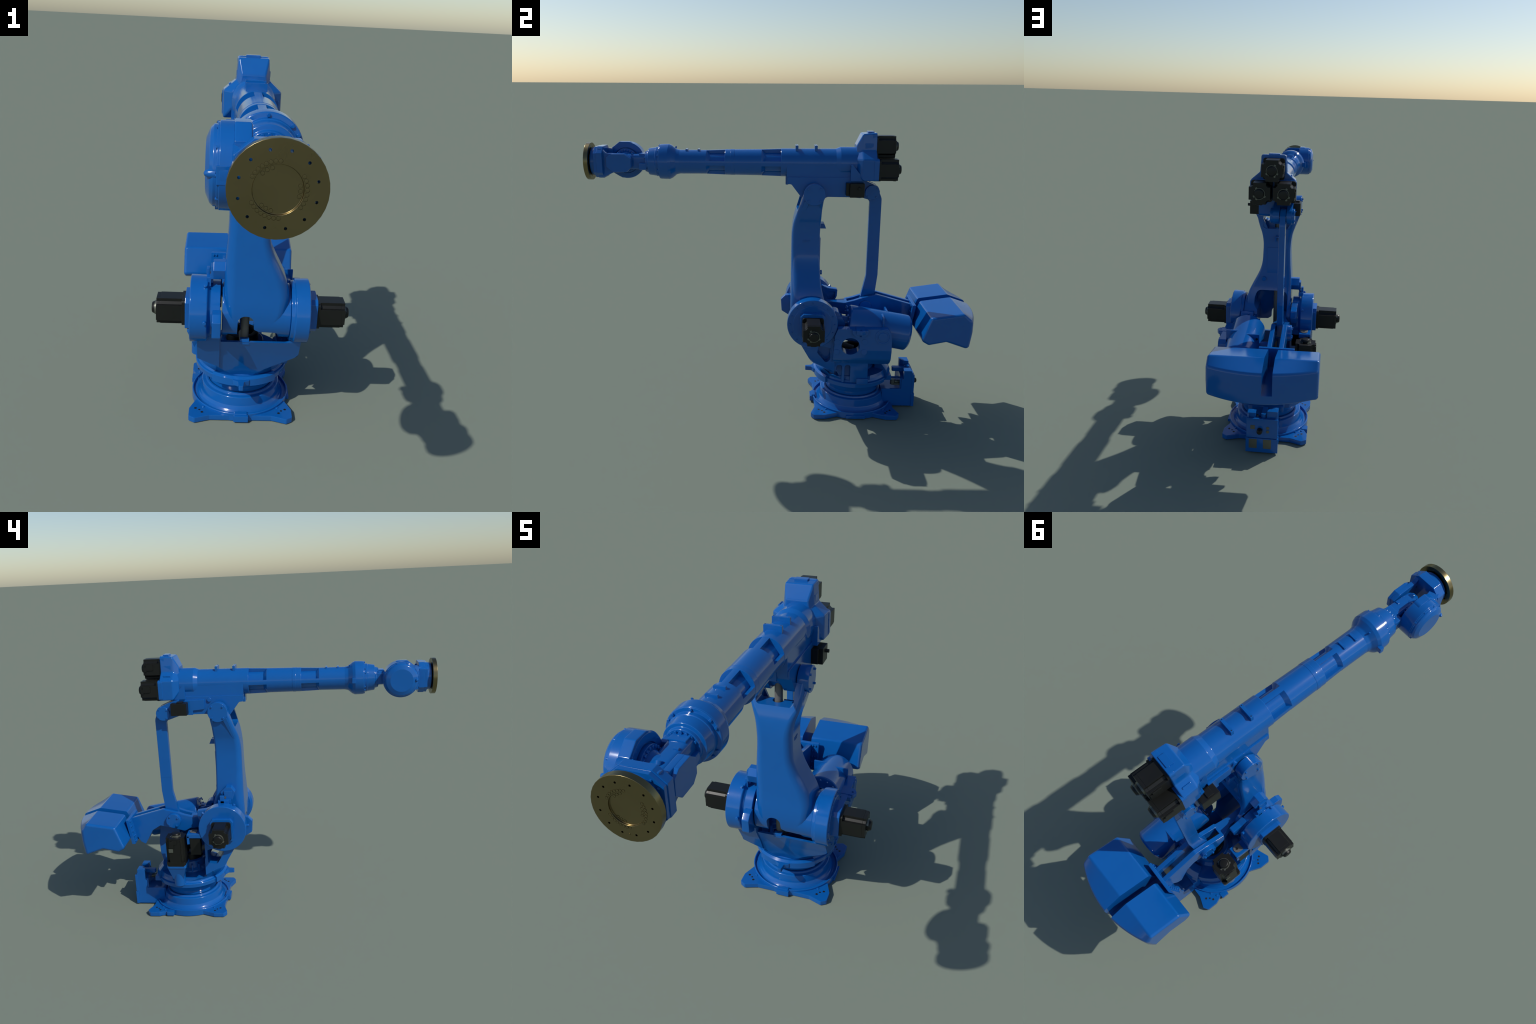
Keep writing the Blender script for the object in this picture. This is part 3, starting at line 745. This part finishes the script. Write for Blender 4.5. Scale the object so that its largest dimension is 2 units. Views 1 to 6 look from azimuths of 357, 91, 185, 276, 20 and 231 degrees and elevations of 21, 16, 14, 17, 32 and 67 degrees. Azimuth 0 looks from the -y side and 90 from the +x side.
# ================================================================== WRIST
def wrist():
    # forearm-roll head
    head = lathe(rprof([(-.640, 0), (-.640, .0865, .0015), (-.631, .0865, .001), (-.6295, .0755, .001), (-.647, .0745, .002), (-.6485, .0725, .001), (-.683, .0685, .003), (-.6885, .0560, .002), (-.7000, .0535, .002), (-.7000, 0)][::1]),
                 (CX, 0, TZ), (0, 1, 0), 80)
    head.free()
    head = lathe(rprof([(-.7000, 0), (-.7000, .0540, .003), (-.6890, .0560, .003), (-.6860, .0670, .003), (-.6500, .0720, .001), (-.6480, .0742, .001), (-.6330, .0748, .001), (-.6315, .0862, .002), (-.6150, .0868), (-.6150, 0)]),
                 (CX, 0, TZ), (0, 1, 0), 80)
    # tongue reaching forward into the fork, with bearing hub on the left
    tg = [(-.688, .036, .040), (-.720, .034, .038), (-.760, .034, .0375), (-.815, .034, .037), (-.850, .030, .034), (-.866, .018, .026)]
    secs = []
    for y, hx, hz in tg:
        c = []
        for k in range(28):
            t = 2*math.pi*k/28; ca, sa = math.cos(t), math.sin(t); e = 2/4.5
            c.append(V(CX+.004 + hx*abs(ca)**e*(1 if ca > 0 else -1), y, TZ + hz*abs(sa)**e*(1 if sa > 0 else -1)))
        secs.append(c)
    tongue = loft(secs)
    pads = join(box((CX-.024, -.735, TZ+.034), (CX+.030, -.690, TZ+.0425), .003), box((CX+.012, -.775, TZ+.035), (CX+.028, -.765, TZ+.041), .001),
                cyl((CX+.006, -.845, TZ+.030), (CX+.006, -.838, TZ+.0395), .012, 20, .001),
                box((CX+.0, -.735, TZ-.038), (CX+.052, -.692, TZ-.002), .006), box((CX-.052, -.735, TZ-.030), (CX+.0, -.692, TZ+.030), .006))
    hub = lathe(rprof([(-.075, 0), (-.075, .0600, .002), (-.0540, .0610, .002), (-.0525, .0480, .003), (-.038, .040, .006), (-.01, .034), (-.01, 0)]), (0, -.815, TZ), (1, 0, 0), 56)
    wh = part('wrist_head', join(head, tongue, pads, hub), BLUE)
    copies('bolt', SCREW, wh, [m for a in (0, 45, 63, 117, 135, 180, 225, 243, 297, 315) for m in ring((CX, -.6315, TZ), (0, -1, 0), .0805, 1, math.radians(a))])
    copies('bolt', SCREW, wh, ring((CX, -.7000, TZ), (0, -1, 0), .0465, 7, math.radians(-60), math.radians(120)) + ring((CX, -.7000, TZ), (0, -1, 0), .0465, 7, math.radians(120), math.radians(120)))
    copies('bolt', SCREW, wh, ring((-.0538, -.815, TZ), (1, 0, 0), .0545, 24))
    # ---- yoke: octagonal ring body, gear housing on the left, cheek on the right
    oc = [(.044, .0785), (.082, .048), (.082, -.048), (.044, -.0785), (-.044, -.0785), (-.080, -.048), (-.080, .048), (-.044, .0785)]
    ringb = prism(fillet([(CX+a, TZ+b) for a, b in oc], .004), 'y', -.938, -.9085, .002)
    barrel = lathe(rprof([(-.9745, 0), (-.9745, .0700, .002), (-.950, .0715), (-.940, .0725), (-.925, .0725), (-.925, 0)]), (CX, 0, TZ), (0, 1, 0), 72)
    cap8 = prism(fillet([(CX+a*.965, TZ+b*.97) for a, b in oc], .004), 'y', -.9525, -.9365, .0015)
    # right cheek: profile in y-z with octagonal cover
    chk = fillet([(-.935, TZ+.072), (-.915, TZ+.070), (-.895, TZ+.046, .02), (-.800, TZ+.045, .01), (-.768, TZ+.026, .006), (-.766, TZ-.022, .006), (-.790, TZ-.047, .01), (-.860, TZ-.050, .02), (-.905, TZ-.072), (-.935, TZ-.074)], n=4)
    cheek = prism(chk, 'x', CX+.038, CX+.060, .004)
    cover = prism(fillet([(-.890, TZ+.028), (-.862, TZ+.044), (-.800, TZ+.044), (-.766, TZ+.022), (-.768, TZ-.026), (-.792, TZ-.046), (-.858, TZ-.046), (-.892, TZ-.020)], .004), 'x', CX+.056, CX+.0735, .003)
    # left: gear housing
    gh = lathe(rprof([(-.1285, 0), (-.1285, .0915, .002), (-.0690, .0925), (-.0640, .0880, .002), (-.0640, .066), (-.070, .064), (-.070, 0)]), (0, -.815, TZ), (1, 0, 0), 80)
    top = prism(fillet([(-.888, TZ+.064, .004), (-.848, TZ+.0945, .01), (-.790, TZ+.0945, .02), (-.77, TZ+.06), (-.77, TZ-.06), (-.790, TZ-.0905, .02), (-.842, TZ-.0905, .01), (-.885, TZ-.066, .004)], n=4), 'x', -.1010, -.0655, .004)
    cuthole = cyl((-.0695, -.815, TZ), (-.03, -.815, TZ), .0655, 56)
    arm_l = loft([[V(x0, -.926, TZ+z0) for x0, z0 in ((CX-.030, .066), (-.088, .058), (-.094, .036), (-.094, -.036), (-.088, -.058), (CX-.030, -.066))],
                  [V(x0, -.880, TZ+z0) for x0, z0 in ((-.0600, .060), (-.106, .058), (-.112, .036), (-.112, -.036), (-.106, -.058), (-.0600, -.060))]])
    top = cut(join(top), cuthole)
    lid = lathe(rprof([(-.1556, 0), (-.1556, .0575, .004), (-.1470, .0775, .008), (-.1400, .0838, .004), (-.1330, .0845, .001), (-.1325, .0885, .001), (-.1270, .0890, .001), (-.1270, 0)]), (0, -.815, TZ), (1, 0, 0), 80)
    nip = lathe(rprof([(-.158, 0), (-.156, .005, .003), (-.148, .009), (-.135, .011), (-.135, 0)]), (0, -.890, TZ), (1, 0, 0), 20)
    nb = box((-.134, -.906, TZ-.020), (-.105, -.884, TZ+.020), .003)
    yk = part('wrist_yoke', join(ringb, barrel, cap8, cheek, cover, gh, top, lid, nip, nb, arm_l), BLUE)
    copies('bolt', SCREW_S, yk, [m for a in (38, 57, 123, 142, 218, 237, 303, 322) for m in ring((CX, -.9520, TZ), (0, -1, 0), .0772, 1, math.radians(a))])
    copies('bolt', SCREW_S, yk, ring((-.1305, -.815, TZ), (-1, 0, 0), .0868, 10, .3))
    part('seal_ring', lathe(rprof([(-.9790, 0), (-.9790, .062), (-.9740, .064), (-.9740, 0)]), (CX, 0, TZ), (0, 1, 0), 56), BLACK)

    # ---- tool flange
    fl = lathe(rprof([(-.9950, 0), (-.9950, .0462, .0008), (-1.0000, .0472, .0008), (-1.0000, .0935, .0010), (-.9785, .0935, .0010), (-.9785, 0)]), (CX, 0, TZ), (0, 1, 0), 36)
    holes = [lathe([(-1.02, 0), (-1.02, .0031), (-.96, .0031), (-.96, 0)], (CX+.0735*math.sin(math.radians(a)), 0, TZ+.0735*math.cos(math.radians(a))), (0, 1, 0), 14)
             for a in [-14+30*k for k in range(12)]]
    notch = [box((CX+.0-.005, -1.01, TZ+.0905), (CX+.005, -.97, TZ+.10))]
    spots = []
    for a0 in (-31, 93, 209):          # three clusters: an outer arc of eight, an inner trio
        spots += ring((CX, -1.0, TZ), (0, -1, 0), .0525, 8, math.radians(-a0-33), math.radians(66))
        spots += ring((CX, -.995, TZ), (0, -1, 0), .0408, 3, math.radians(-a0-14), math.radians(28))
    grooves = [xform(lathe([(-.0016, .0036), (-.0016, .00425), (.003, .00425), (.003, .0036), (-.0016, .0036)], (0, 0, 0), (0, 0, 1), 18), M) for M in spots]
    for g in grooves: bmesh.ops.remove_doubles(g, verts=g.verts, dist=1e-7)
    fl = cut(fl, join(*holes))
    for g in grooves: bmesh.ops.recalc_face_normals(g, faces=g.faces)
    fl = cut(fl, join(*grooves))
    dow = lathe([(-1.0005, 0), (-1.0005, .0034), (-.99, .0034), (-.99, 0)], (CX+.0735*math.sin(math.radians(181)), 0, TZ+.0735*math.cos(math.radians(181))), (0, 1, 0), 16)
    f = part('tool_flange', join(fl), BRASS)
    part('dowel_pin', dow, BRASS, f)
    pm = mesh_of('flange_screw', lathe(rprof([(-.002, 0), (-.002, .0035), (.0005, .0035, .0003), (.0005, 0)], n=2), (0, 0, 0), (0, 0, 1), 18), BRASS)
    copies('flange_screw', pm, f, spots)
wrist()

for o in list(bpy.data.objects):
    if o.users_scene and o.type == 'MESH' and o.parent is None: bpy.data.objects.remove(o)
for m in list(bpy.data.meshes):
    if m.users == 0: bpy.data.meshes.remove(m)
